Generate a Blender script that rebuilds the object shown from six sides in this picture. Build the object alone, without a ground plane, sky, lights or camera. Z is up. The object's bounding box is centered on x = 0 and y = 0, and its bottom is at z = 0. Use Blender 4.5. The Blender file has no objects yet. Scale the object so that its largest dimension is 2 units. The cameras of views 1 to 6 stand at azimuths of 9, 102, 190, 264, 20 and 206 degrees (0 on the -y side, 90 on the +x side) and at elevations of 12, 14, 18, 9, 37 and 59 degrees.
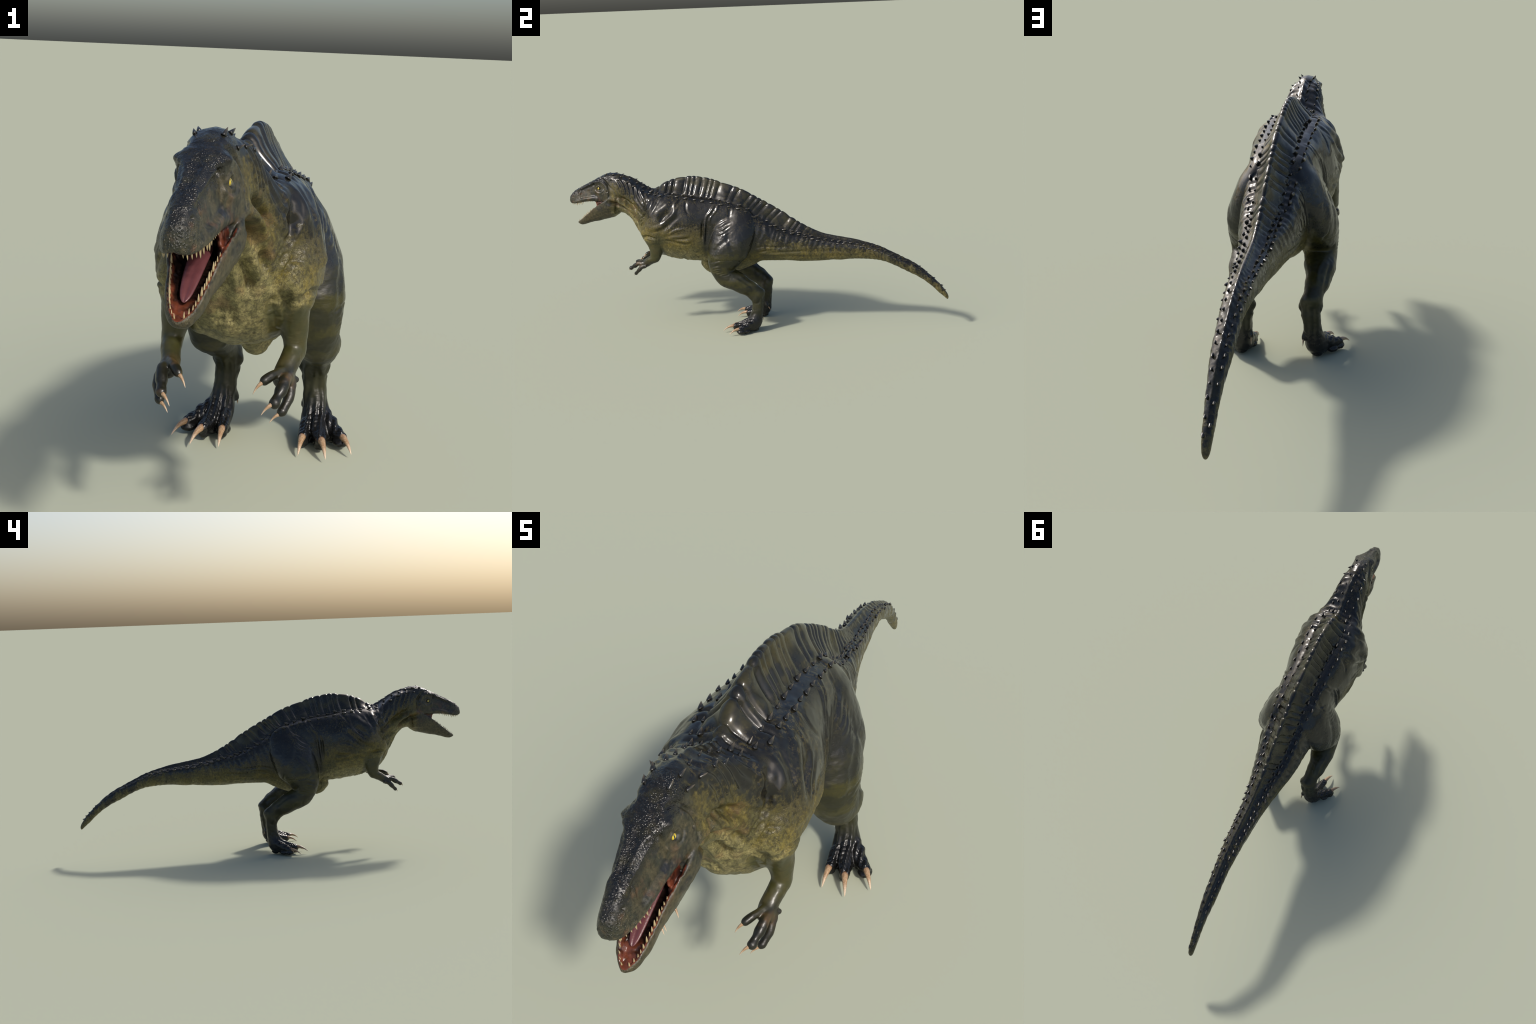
# A glossy dark green-black theropod dinosaur with a ribbed sail along its back,
# striding with its jaws open.  Metres, z up, the head points to -y, x = 0 is the
# plane of symmetry.  The body is lofted from measured profiles, fused into one
# skin, wrinkled by rules, and split by region into named parts.
import bpy, math, random
import numpy as np
from mathutils import Vector, Matrix
from mathutils.bvhtree import BVHTree

SEED = 7
rnd = random.Random(SEED)
VOXEL = 0.0021


# ------------------------------------------------------------------ maths
def pchip(xs, ys, q):
    """Monotone cubic interpolation (shape preserving)."""
    xs, ys, q = np.asarray(xs, float), np.asarray(ys, float), np.asarray(q, float)
    h = np.diff(xs)
    d = np.diff(ys) / h
    m = np.zeros_like(xs)
    for i in range(1, len(xs) - 1):
        if d[i - 1] * d[i] > 0:
            w1, w2 = 2 * h[i] + h[i - 1], h[i] + 2 * h[i - 1]
            m[i] = (w1 + w2) / (w1 / d[i - 1] + w2 / d[i])
    m[0], m[-1] = d[0], d[-1]
    i = np.clip(np.searchsorted(xs, q) - 1, 0, len(h) - 1)
    t = np.clip((q - xs[i]) / h[i], 0, 1)
    return (ys[i] * (2 * t**3 - 3 * t**2 + 1) + h[i] * m[i] * (t**3 - 2 * t**2 + t)
            + ys[i + 1] * (3 * t**2 - 2 * t**3) + h[i] * m[i + 1] * (t**3 - t**2))


def sstep(a, b, x):
    t = np.clip((np.asarray(x, float) - a) / (b - a), 0, 1)
    return t * t * (3 - 2 * t)


def bump(x, c, r):
    """1 at c, smooth to 0 at distance r."""
    return 1 - sstep(0, r, np.abs(np.asarray(x) - c))


_perm = np.random.RandomState(SEED).permutation(4096)
_val = np.random.RandomState(SEED + 1).uniform(-1, 1, 4096)


def noise3(p):
    """Smooth value noise in [-1, 1] for an (n,3) array."""
    i = np.floor(p).astype(np.int64)
    f = p - i
    u = f * f * f * (f * (f * 6 - 15) + 10)
    out = 0
    for dx in (0, 1):
        for dy in (0, 1):
            for dz in (0, 1):
                hsh = _perm[(_perm[(_perm[(i[:, 0] + dx) & 4095] + i[:, 1] + dy) & 4095] + i[:, 2] + dz) & 4095]
                w = (u[:, 0] if dx else 1 - u[:, 0]) * (u[:, 1] if dy else 1 - u[:, 1]) * (u[:, 2] if dz else 1 - u[:, 2])
                out = out + w * _val[hsh]
    return out


def fbm(p, octaves=3):
    a, s, out = 1.0, 0.0, 0
    for k in range(octaves):
        out = out + a * noise3(p * 2**k + 17.3 * k)
        s += a
        a *= 0.5
    return out / s


def crease(n, width):
    """Thin valleys where a noise field crosses zero: 0 flat, 1 in the valley."""
    return np.clip(1 - np.abs(n) / width, 0, 1) ** 2


# ------------------------------------------------------------------ lofting
V, F, L = [], [], []          # raw skin: vertices, faces, label of each face
LABELS = ["head", "lower_jaw", "mouth_lining", "neck", "torso", "sail", "tail",
          "arm_l", "arm_r", "hand_l", "hand_r", "leg_l", "leg_r", "foot_l", "foot_r"]


def add(verts, faces, labels):
    base = len(V)
    V.extend(map(tuple, verts))
    F.extend([tuple(base + i for i in f) for f in faces])
    L.extend(labels if isinstance(labels, list) else [labels] * len(faces))


def loft(rings, label, labeller=None):
    """Skin closed rings (k,n,3) with end caps."""
    rings = np.asarray(rings)
    k, n, _ = rings.shape
    verts = rings.reshape(-1, 3).tolist()
    faces = []
    for i in range(k - 1):
        for j in range(n):
            a, b = i * n + j, i * n + (j + 1) % n
            faces.append((a, b, b + n, a + n))
    for i in (0, k - 1):
        c = len(verts)
        verts.append(rings[i].mean(0).tolist())
        for j in range(n):
            a, b = i * n + j, i * n + (j + 1) % n
            faces.append((b, a, c) if i == 0 else (a, b, c))
    if labeller:
        vv = np.array(verts)
        label = [labeller(vv[list(f)].mean(0)) for f in faces]
    add(verts, faces, label)


def mirrored_ring(half):
    """half: (m,2) of x,z from bottom centre to top centre (x>=0) -> closed ring."""
    other = half[1:-1][::-1].copy()
    other[:, 0] *= -1
    return np.vstack([half, other])


def superquarter(n, p):
    """n+1 points of a superellipse quarter from (0,-1) to (1,0)."""
    t = np.linspace(0, math.pi / 2, n + 1)
    return np.stack([np.sin(t) ** (2 / p), -np.cos(t) ** (2 / p)], 1)


# ------------------------------------------------------------------ trunk
# y, ridge top z, ridge foot z, ridge foot half width, ridge top half width,
# z of the widest level, half width, belly z
TRUNK = np.array([
    (-.745, .806, .792, .030, .008, .700, .050, .600),
    (-.715, .807, .793, .031, .008, .700, .058, .602),
    (-.690, .804, .788, .032, .008, .693, .063, .597),
    (-.665, .798, .782, .033, .008, .680, .067, .577),
    (-.645, .790, .774, .034, .008, .668, .070, .556),
    (-.628, .782, .766, .035, .008, .655, .073, .535),
    (-.616, .774, .758, .035, .008, .645, .076, .512),
    (-.605, .766, .748, .037, .008, .630, .081, .478),
    (-.592, .759, .741, .039, .009, .615, .088, .450),
    (-.575, .750, .729, .043, .009, .598, .097, .425),
    (-.555, .739, .716, .048, .010, .580, .110, .405),
    (-.530, .729, .706, .054, .012, .566, .134, .389),
    (-.515, .733, .705, .057, .013, .560, .146, .383),
    (-.500, .741, .706, .058, .014, .550, .148, .378),
    (-.470, .760, .706, .058, .015, .545, .152, .371),
    (-.430, .777, .708, .058, .015, .535, .154, .362),
    (-.380, .788, .706, .058, .015, .525, .153, .356),
    (-.320, .795, .698, .056, .014, .525, .149, .349),
    (-.280, .792, .692, .054, .013, .515, .140, .346),
    (-.220, .781, .684, .053, .013, .510, .128, .340),
    (-.150, .758, .673, .057, .012, .510, .122, .306),
    (-.100, .743, .661, .058, .012, .500, .118, .294),
    (-.050, .723, .640, .058, .012, .488, .112, .307),
    (0.00, .697, .612, .055, .012, .475, .105, .329),
    (.050, .670, .582, .050, .011, .460, .101, .351),
    (.100, .643, .555, .047, .011, .447, .097, .353),
    (.160, .608, .523, .042, .010, .436, .088, .352),
    (.220, .568, .505, .036, .010, .430, .075, .350),
    (.300, .523, .486, .031, .010, .422, .059, .349),
    (.380, .494, .467, .028, .009, .416, .048, .354),
    (.450, .481, .455, .026, .009, .415, .043, .358),
    (.550, .462, .444, .022, .008, .411, .038, .364),
    (.650, .432, .417, .019, .007, .391, .032, .358),
    (.720, .400, .386, .018, .006, .366, .030, .334),
    (.780, .371, .359, .017, .006, .338, .028, .305),
    (.850, .331, .320, .014, .005, .299, .022, .270),
    (.900, .290, .281, .011, .004, .263, .018, .235),
    (.950, .243, .235, .009, .003, .217, .015, .190),
    (.980, .207, .201, .008, .003, .186, .013, .163),
    (.993, .186, .182, .006, .002, .172, .010, .153),
    (.999, .171, .170, .002, .001, .167, .003, .161)])


def trunk_at(y):
    return [pchip(TRUNK[:, 0], TRUNK[:, k], y) for k in range(1, 8)]


def trunk_ring(y):
    zt, zr, xr, xt, zw, w, zb = [float(v) for v in trunk_at(y)]
    xt *= .72
    q = superquarter(14, 2.15)
    low = np.stack([q[:, 0] * w, zw + q[:, 1] * (zw - zb)], 1)
    t = np.linspace(0, math.pi / 2, 15)[1:]
    p = 2.1
    up = np.stack([xr + (w - xr) * np.cos(t) ** (2 / p), zw + (zr - zw) * np.sin(t) ** (2 / p)], 1)
    s = np.linspace(0, 1, 13)[1:]
    ridge = np.stack([xt + (xr - xt) * (1 - s) ** 1.5, zr + (zt - xt * .8 - zr) * s], 1)
    cap = np.array([(xt * math.cos(a), zt - xt * .8 + xt * .8 * math.sin(a)) for a in (.5, 1.0, math.pi / 2)])
    cap[-1, 0] = 0
    half = np.vstack([low, up, ridge, cap])
    ring = mirrored_ring(half)
    return np.column_stack([ring[:, 0], np.full(len(ring), y), ring[:, 1]])


def trunk_label(c):
    y, z = c[1], c[2]
    if y < -.55:
        return "neck"
    zr = float(pchip(TRUNK[:, 0], TRUNK[:, 2], y))
    if z > zr + .004 and y < .36:
        return "sail"
    return "torso" if y < .03 else "tail"


ys = np.concatenate([np.linspace(-.745, -.50, 50), np.linspace(-.495, .62, 150), np.linspace(.63, .999, 80)])
loft([trunk_ring(y) for y in ys], None, trunk_label)


def ellipsoid(c, r, label, rot=None):
    nu, nv = 24, 16
    rings = []
    for i in range(1, nv):
        a = math.pi * i / nv
        rings.append([(math.sin(a) * math.cos(2 * math.pi * j / nu) * r[0],
                       math.sin(a) * math.sin(2 * math.pi * j / nu) * r[1], -math.cos(a) * r[2]) for j in range(nu)])
    rings = np.array(rings)
    if rot is not None:
        rings = rings @ np.array(rot.to_matrix()).T
    loft(rings + np.array(c), label)


from mathutils import Euler
ellipsoid((0, -.222, .338), (.042, .072, .064), "torso")             # keel between the thighs

# ------------------------------------------------------------------ head
# y, lip z, lip half width, cheek z, cheek half width, crest z, crest half width, top z
SKULL = np.array([
    (-.999, .661, .004, .668, .006, .676, .004, .679),
    (-.996, .657, .010, .669, .013, .684, .009, .690),
    (-.985, .653, .018, .673, .021, .695, .014, .703),
    (-.970, .652, .025, .676, .0255, .706, .016, .717),
    (-.945, .656, .033, .682, .029, .721, .018, .733),
    (-.915, .662, .039, .690, .034, .735, .020, .747),
    (-.885, .666, .0405, .697, .037, .750, .022, .762),
    (-.860, .667, .041, .702, .038, .764, .026, .774),
    (-.838, .667, .042, .705, .042, .776, .035, .785),
    (-.820, .668, .044, .711, .0465, .780, .039, .793),
    (-.800, .670, .048, .716, .049, .785, .036, .803),
    (-.770, .672, .055, .720, .054, .790, .036, .8125),
    (-.745, .662, .058, .712, .057, .788, .036, .814),
    (-.715, .645, .055, .700, .058, .782, .036, .810),
    (-.690, .640, .044, .690, .052, .772, .032, .797)])


def skull_ring(y):
    zl, wl, zc, wc, zk, wk, zt = [float(pchip(SKULL[:, 0], SKULL[:, k], y)) for k in range(1, 8)]
    open_ = float(1 - sstep(-.83, -.80, y))
    arch = .016 * open_ * min(1, wl / .03)
    t = np.linspace(0, 1, 9)
    inner = np.stack([(wl - .008 * open_) * t, zl + arch * (1 - t**2.5)], 1) if wl > .012 else np.stack([wl * t * .7, zl + 0 * t], 1)
    ctrl = np.array([inner[-1], (wl, zl + .001), (wl + (wc - wl) * .3 + .0015, zl + (zc - zl) * .35), (wc, zc),
                     (wc + (wk - wc) * .5 + .001, (zc + zk) / 2), (wk, zk), (wk * .62, zt - (zt - zk) * .28), (0, zt)])
    s = np.concatenate([[0], np.cumsum(np.linalg.norm(np.diff(ctrl, axis=0), axis=1))])
    q = np.linspace(0, s[-1], 30)[1:]
    outer = np.stack([pchip(s, ctrl[:, 0], q), pchip(s, ctrl[:, 1], q)], 1)
    outer[-1, 0] = 0
    ring = mirrored_ring(np.vstack([inner, outer]))
    return np.column_stack([ring[:, 0], np.full(len(ring), y), ring[:, 1]])


def skull_label(c):
    y = c[1]
    zl, wl = float(pchip(SKULL[:, 0], SKULL[:, 1], y)), float(pchip(SKULL[:, 0], SKULL[:, 2], y))
    return "mouth_lining" if (y < -.80 and c[2] < zl + .0165 and abs(c[0]) < wl - .007) else "head"


loft([skull_ring(y) for y in np.concatenate([np.linspace(-.999, -.96, 16), np.linspace(-.957, -.69, 60)])], None, skull_label)

# y, rim z, rim half width, underside z, floor depth below the rim
JAW = np.array([
    (-.966, .549, .004, .545, .001),
    (-.960, .552, .010, .540, .002),
    (-.950, .557, .018, .5355, .006),
    (-.940, .563, .023, .533, .009),
    (-.925, .575, .028, .5345, .013),
    (-.905, .590, .033, .541, .018),
    (-.885, .605, .037, .548, .023),
    (-.860, .626, .043, .5525, .030),
    (-.840, .640, .049, .556, .036),
    (-.820, .652, .054, .5605, .040),
    (-.800, .664, .0575, .566, .042),
    (-.780, .674, .059, .570, .030),
    (-.760, .684, .060, .576, .010),
    (-.738, .690, .058, .586, .002),
    (-.718, .690, .052, .602, .002),
    (-.700, .685, .042, .620, .002)])


def jaw_ring(y):
    zr, wr, zb, d = [float(pchip(JAW[:, 0], JAW[:, k], y)) for k in range(1, 5)]
    t = np.linspace(0, 1, 12)
    p = 2.3
    a = t * math.pi / 2
    outer = np.stack([wr * 1.02 * np.sin(a) ** (2 / p), zr - .004 - (zr - .004 - zb) * np.cos(a) ** (2 / p)], 1)
    lip = np.array([(wr, zr - .001), (wr - .003, zr + .001), (wr - .007 * min(1, wr / .02), zr)])
    s = np.linspace(1, 0, 8)[1:]
    wi = lip[-1, 0]
    inner = np.stack([wi * s, zr - d * (1 - s**4)], 1)
    ring = mirrored_ring(np.vstack([outer, lip, inner]))
    return np.column_stack([ring[:, 0], np.full(len(ring), y), ring[:, 1]])


def jaw_label(c):
    y = c[1]
    zr, wr, zb, d = [float(pchip(JAW[:, 0], JAW[:, k], y)) for k in range(1, 5)]
    return "mouth_lining" if (y < -.77 and abs(c[0]) < wr - .0035 and c[2] > zr - d - .002 and c[2] > zb + .006) else "lower_jaw"


loft([jaw_ring(y) for y in np.concatenate([np.linspace(-.966, -.93, 14), np.linspace(-.926, -.70, 50)])], None, jaw_label)

# the red cheek skin and throat behind the gape: a wall hollowed out in front
cheek = []
for k in range(11):
    f = k / 10
    z = .600 + .082 * f
    w = .0365 + .0075 * (1 - f) * sstep(0, .35, f) - .004 * f
    front = -.856 + .010 * math.sin(math.pi * f) + .008 * (1 - f)
    half = [(0, -.735), (.050, -.735), (.0505, -.782), (.046, -.796), (w + .001, -.806), (w, front + .012), (w - .003, front), (w - .009, front + .006),
            (w - .013, front + .022), (w * .5, front + .048), (0, front + .056)]
    ring = mirrored_ring(np.array(half))
    cheek.append(np.column_stack([ring, np.full(len(ring), z)]))
loft(cheek, "mouth_lining")


# ------------------------------------------------------------------ limbs
def section_loft(rows, label, side, p=2.2, n=28):
    """rows: front (y,z), back (y,z), centre x, half width x, in order along the limb."""
    rows = np.asarray(rows, float)
    s = np.arange(len(rows))
    q = np.linspace(0, len(rows) - 1, 7 * (len(rows) - 1) + 1)
    r = np.stack([pchip(s, rows[:, k], q) for k in range(rows.shape[1])], 1)
    rings = []
    for fy, fz, by, bz, xc, hw in r:
        ring = []
        for j in range(n):
            a = 2 * math.pi * j / n
            u = math.copysign(abs(math.cos(a)) ** (2 / p), math.cos(a))
            v = math.copysign(abs(math.sin(a)) ** (2 / p), math.sin(a))
            ring.append((side * (xc + hw * v), (fy + by) / 2 + u * (fy - by) / 2, (fz + bz) / 2 + u * (fz - bz) / 2))
        rings.append(ring if side > 0 else ring[::-1])
    loft(np.array(rings), label)


def tube(pts, radii, label, side, n=16, flat=1.0, sub=6):
    """Round limb through points (x,y,z) with radii; flat squeezes it vertically."""
    pts, radii = np.asarray(pts, float), np.asarray(radii, float)
    s = np.concatenate([[0], np.cumsum(np.linalg.norm(np.diff(pts, axis=0), axis=1))])
    q = np.linspace(0, s[-1], sub * (len(pts) - 1) + 1)
    P = np.stack([pchip(s, pts[:, k], q) for k in range(3)], 1)
    R = pchip(s, radii, q)
    T = np.gradient(P, axis=0)
    rings = []
    ext = [(P[0] - T[0] / np.linalg.norm(T[0]) * R[0] * .6, R[0] * .6, T[0])] + list(zip(P, R, T)) + \
          [(P[-1] + T[-1] / np.linalg.norm(T[-1]) * R[-1] * .55, R[-1] * .72, T[-1]), (P[-1] + T[-1] / np.linalg.norm(T[-1]) * R[-1] * .85, R[-1] * .35, T[-1])]
    for c, rad, t in ext:
        t = t / np.linalg.norm(t)
        a = np.cross(t, (0, 0, 1.0))
        if np.linalg.norm(a) < .2:
            a = np.cross(t, (0, 1.0, 0))
        a /= np.linalg.norm(a)
        b = np.cross(a, t)
        ring = [c + rad * (math.cos(2 * math.pi * j / n) * a + flat * math.sin(2 * math.pi * j / n) * b) for j in range(n)]
        rings.append(ring)
    rings = np.array(rings)
    if side < 0:
        rings = rings[:, ::-1] * np.array((-1, 1, 1))
    loft(rings, label)


THIGH = [(-.140, .650, -.080, .655, .048, .018), (-.166, .632, -.035, .641, .052, .033), (-.188, .604, .006, .610, .058, .046),
         (-.202, .572, .027, .572, .068, .062), (-.212, .515, .031, .515, .082, .074), (-.217, .462, .014, .458, .096, .079),
         (-.223, .410, -.010, .405, .105, .077), (-.222, .370, -.044, .365, .110, .072), (-.213, .332, -.080, .334, .116, .065),
         (-.201, .303, -.084, .327, .120, .059), (-.180, .268, -.070, .318, .124, .052)]
SHANK = [(-.200, .350, -.110, .340, .118, .040), (-.193, .300, -.085, .326, .122, .054), (-.165, .252, -.048, .309, .125, .053),
         (-.110, .226, -.016, .287, .128, .047), (-.058, .205, .018, .259, .125, .039), (-.020, .182, .050, .234, .117, .034),
         (-.001, .160, .0635, .203, .110, .036), (.002, .142, .0615, .160, .110, .034), (-.001, .118, .056, .118, .114, .030),
         (-.008, .094, .053, .085, .118, .030), (-.022, .072, .051, .052, .122, .034), (-.040, .052, .041, .026, .125, .038),
         (-.052, .038, .020, .010, .127, .038), (-.058, .026, -.020, .002, .130, .030)]
UPPER_ARM = [(-.570, .560, -.440, .560, .106, .036), (-.580, .520, -.446, .500, .110, .040), (-.566, .492, -.456, .468, .110, .036), (-.552, .470, -.460, .443, .110, .0335),
             (-.541, .442, -.466, .417, .113, .0305), (-.533, .414, -.474, .392, .117, .025), (-.532, .396, -.488, .366, .120, .021)]
FOREARM = [(-.520, .408, -.472, .392, .119, .021), (-.532, .396, -.488, .366, .119, .0215), (-.545, .388, -.511, .356, .117, .0205), (-.560, .377, -.530, .347, .113, .0195),
           (-.575, .367, -.551, .335, .109, .0195), (-.590, .361, -.572, .329, .109, .020), (-.600, .352, -.588, .326, .111, .015)]

for side, tag in ((1, "_l"), (-1, "_r")):
    section_loft(THIGH, "leg" + tag, side, 2.25, 36)
    section_loft(SHANK[:8], "leg" + tag, side, 2.2)
    section_loft(SHANK[6:], "foot" + tag, side, 2.3)
    # toes: inner, middle, outer; joint pads make the tubes knobbly
    tube([(.112, .010, .055), (.106, -.030, .040), (.102, -.052, .029), (.099, -.074, .026)], [.018, .019, .0165, .0135], "foot" + tag, side, flat=1.05)
    tube([(.127, .008, .062), (.130, -.030, .045), (.137, -.060, .034), (.145, -.090, .029)], [.020, .020, .018, .0145], "foot" + tag, side, flat=1.05)
    tube([(.142, .012, .055), (.158, -.012, .043), (.175, -.034, .032), (.192, -.052, .027)], [.019, .020, .0175, .0145], "foot" + tag, side, flat=1.05)
    for c in ((.126, .012, .012), (.104, -.040, .012), (.134, -.050, .013), (.170, -.026, .013), (.142, -.084, .015), (.100, -.068, .0145), (.189, -.049, .015)):
        ellipsoid((side * c[0], c[1], c[2]), (.020, .022, .0125) if c[1] > -.06 else (.0135, .015, .0135), "foot" + tag)
    tube([(.096, .018, .105), (.091, .030, .085), (.087, .036, .068)], [.010, .0105, .0085], "foot" + tag, side)
    # shoulder muscle, arm and three fingers
    ellipsoid((side * .112, -.492, .535), (.046, .068, .102), "torso", Euler((math.radians(-12), 0, 0)))
    section_loft(UPPER_ARM, "arm" + tag, side, 2.15)
    section_loft(FOREARM, "arm" + tag, side, 2.15)
    tube([(.108, -.572, .357), (.100, -.590, .361), (.090, -.607, .358), (.079, -.621, .352)], [.0105, .0088, .0100, .0088], "hand" + tag, side)
    tube([(.112, -.575, .348), (.115, -.598, .351), (.111, -.622, .338), (.107, -.636, .330), (.104, -.649, .322)], [.014, .0112, .0122, .0092, .0110], "hand" + tag, side)
    tube([(.118, -.565, .340), (.124, -.583, .333), (.123, -.597, .319), (.119, -.609, .307), (.114, -.620, .296)], [.013, .0105, .0112, .0085, .0098], "hand" + tag, side)
    for c, r in (((.130, -.558, .339), .0065), ((.127, -.592, .318), .0065), ((.118, -.617, .298), .0068)):
        ellipsoid((side * c[0], c[1], c[2]), (r, r, r), "hand" + tag)

# ------------------------------------------------------------------ fuse into one skin
raw = bpy.data.meshes.new("raw_skin")
raw.from_pydata(V, [], F)
raw.update()
raw_ob = bpy.data.objects.new("raw_skin", raw)
bpy.context.scene.collection.objects.link(raw_ob)
mod = raw_ob.modifiers.new("fuse", "REMESH")
mod.mode, mod.voxel_size, mod.adaptivity = "VOXEL", VOXEL, 0
dg = bpy.context.evaluated_depsgraph_get()
skin = bpy.data.meshes.new_from_object(raw_ob.evaluated_get(dg))
bpy.data.objects.remove(raw_ob)

nv, nf = len(skin.vertices), len(skin.polygons)
co = np.empty(nv * 3, np.float32)
skin.vertices.foreach_get("co", co)
co = co.reshape(-1, 3).astype(np.float64)
ne = len(skin.edges)
ed = np.empty(ne * 2, np.int32)
skin.edges.foreach_get("vertices", ed)
ed = ed.reshape(-1, 2)
deg = np.bincount(ed.ravel(), minlength=nv).astype(float)
deg[deg == 0] = 1


def neighbour_mean(a):
    out = np.empty_like(a)
    for k in range(a.shape[1]):
        out[:, k] = (np.bincount(ed[:, 0], a[ed[:, 1], k], nv) + np.bincount(ed[:, 1], a[ed[:, 0], k], nv)) / deg
    return out


def smooth(a, rounds, weight):
    for _ in range(rounds):
        a = a + (neighbour_mean(a) - a) * weight
    return a


x, y, z = np.abs(co[:, 0]), co[:, 1], co[:, 2]
fine = np.clip(sstep(-.74, -.80, y) + sstep(.11, .05, z) + sstep(.40, .37, z) * sstep(-.50, -.53, y), 0, 1)   # head, feet, hands
co = smooth(co, 3, .5)
co = smooth(co, 14, (.5 * (1 - fine))[:, None])


def write(co):
    skin.vertices.foreach_set("co", co.astype(np.float32).ravel())
    skin.update()
    n = np.empty(nv * 3, np.float32)
    skin.vertices.foreach_get("normal", n)
    return n.reshape(-1, 3).astype(np.float64)


nrm = write(co)
nrm = smooth(nrm, 6, .5)
nrm /= np.linalg.norm(nrm, axis=1, keepdims=True) + 1e-9

# ------------------------------------------------------------------ labels from the nearest loft
tree = BVHTree.FromPolygons(V, F)
idx = {n: i for i, n in enumerate(LABELS)}
lab_of_face = [idx[l] for l in L]
cen = np.empty(nf * 3, np.float32)
skin.polygons.foreach_get("center", cen)
cen = cen.reshape(-1, 3)
lab = np.array([lab_of_face[tree.find_nearest(c)[2]] for c in cen.tolist()])

lab[(lab == idx["mouth_lining"]) & (cen[:, 1] > -.803) & (np.abs(cen[:, 0]) > .030)] = idx["head"]

vi = np.empty(len(skin.loops), np.int32)
skin.loops.foreach_get("vertex_index", vi)
lt = np.empty(nf, np.int32)
skin.polygons.foreach_get("loop_total", lt)
face_of_loop = np.repeat(np.arange(nf), lt)


def region(names, rounds=4):
    """Soft vertex mask of the faces with these labels."""
    m = np.zeros((nv, 1))
    np.maximum.at(m[:, 0], vi, np.isin(lab[face_of_loop], [idx[n] for n in names]).astype(float))
    return smooth(m, rounds, .6)[:, 0] if rounds else m[:, 0]


ON_TRUNK = region(["neck", "torso", "sail", "tail"], 5)
ON_LEG = region(["leg_l", "leg_r"], 5)
ON_FOOT = region(["foot_l", "foot_r"], 4)
ON_ARM = region(["arm_l", "arm_r"], 3)
ON_HEAD = region(["head", "lower_jaw"], 4)

# ------------------------------------------------------------------ relief
x, y, z = np.abs(co[:, 0]), co[:, 1], co[:, 2]
sgn = np.sign(co[:, 0])
zt, zr, xr, xt, zw, w, zb = trunk_at(np.clip(y, -.74, .99))
P = co.copy()
d = np.zeros(nv)

# ribs of the sail: rounded spines with narrow grooves between, leaning back toward the tail
lean = .10 + .55 * sstep(-.35, .15, y)
s = y - lean * (z - zr)
rib_phase = (s + .55) / .0345 + .35 * np.sin(s * 23) + .22 * np.sin(s * 61 + 1)
groove = np.abs(np.sin(math.pi * rib_phase))
rib = 1 - (1 - groove) ** 1.6 * 1.7
up = (z - zr) / (zt - zr + 1e-4)
on_sail = sstep(-.30 + .28 * sstep(-.42, -.34, y), .22, up) * sstep(-.56, -.50, y) * (1 - sstep(.18, .34, y)) * sstep(.13, .085, x)
amp = (.0074 - .0018 * sstep(-.35, .05, y)) * (.75 + .35 * noise3(P * np.array((0, 20, 4))))
d += ON_TRUNK * on_sail * amp * rib * (1 - .80 * sstep(.74, 1.0, up))
# fold of skin at the sail foot, behind the spine rows
d -= ON_TRUNK * .0035 * bump((z - zr), -.004, .012) * sstep(-.22, -.14, y) * (1 - sstep(.2, .3, y)) * sstep(.035, .05, x)

# neck: rings of loose skin and long throat folds
neck = ON_TRUNK * sstep(-.735, -.70, y) * (1 - sstep(-.56, -.52, y))
sn = y * .92 + (z - .66) * .42
d += neck * .0026 * np.sin(2 * math.pi * sn / .023 + 3.2 * noise3(P * 16)) * sstep(.60, .68, z) * (.4 + .6 * sstep(.02, .05, x)) * (.7 + .6 * noise3(P * 12 + 9))
long_ = (z - .66) + (y + .66) * .95
d += neck * .0030 * np.sin(2 * math.pi * long_ / .052 + 2.4 * noise3(P * 12)) * sstep(.70, .62, z) * sstep(.012, .03, x) * (.6 + .7 * noise3(P * 10 + 4))
# chest and belly folds
chest = ON_TRUNK * sstep(-.62, -.60, y) * (1 - sstep(-.50, -.44, y)) * sstep(.60, .52, z)
d += chest * (.0070 * fbm(P * np.array((24, 15, 8)), 2) - .0020 * crease(noise3(P * np.array((30, 20, 12)) + 6), .14))
flank = ON_TRUNK * sstep(-.47, -.42, y) * (1 - sstep(-.27, -.23, y)) * sstep(.50, .44, z)
d += flank * .0030 * fbm(P * np.array((16, 12, 30)), 2)
belly = ON_TRUNK * sstep(-.52, -.46, y) * (1 - sstep(-.20, -.12, y)) * sstep(.42, .37, z)
d += belly * (.0040 * fbm(P * np.array((34, 46, 34)), 3) - .005 * crease(noise3(P * np.array((9, 30, 9)) + 5), .16))
# shoulder blade with the grooves behind it
blade = np.hypot((y + .472 + .22 * (z - .57)) / .050, (z - .575) / .120)
d += ON_TRUNK * .009 * (1 - sstep(.1, 1, blade)) * sstep(.085, .12, x)
# seam of the upper arm
d -= .0012 * bump(z + .10 * (y + .5), .482, .006) * sstep(-.60, -.58, y) * (1 - sstep(-.47, -.44, y)) * sstep(.07, .09, x)
d += ON_ARM * .0020 * fbm(P * np.array((22, 22, 12)), 2)
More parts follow.
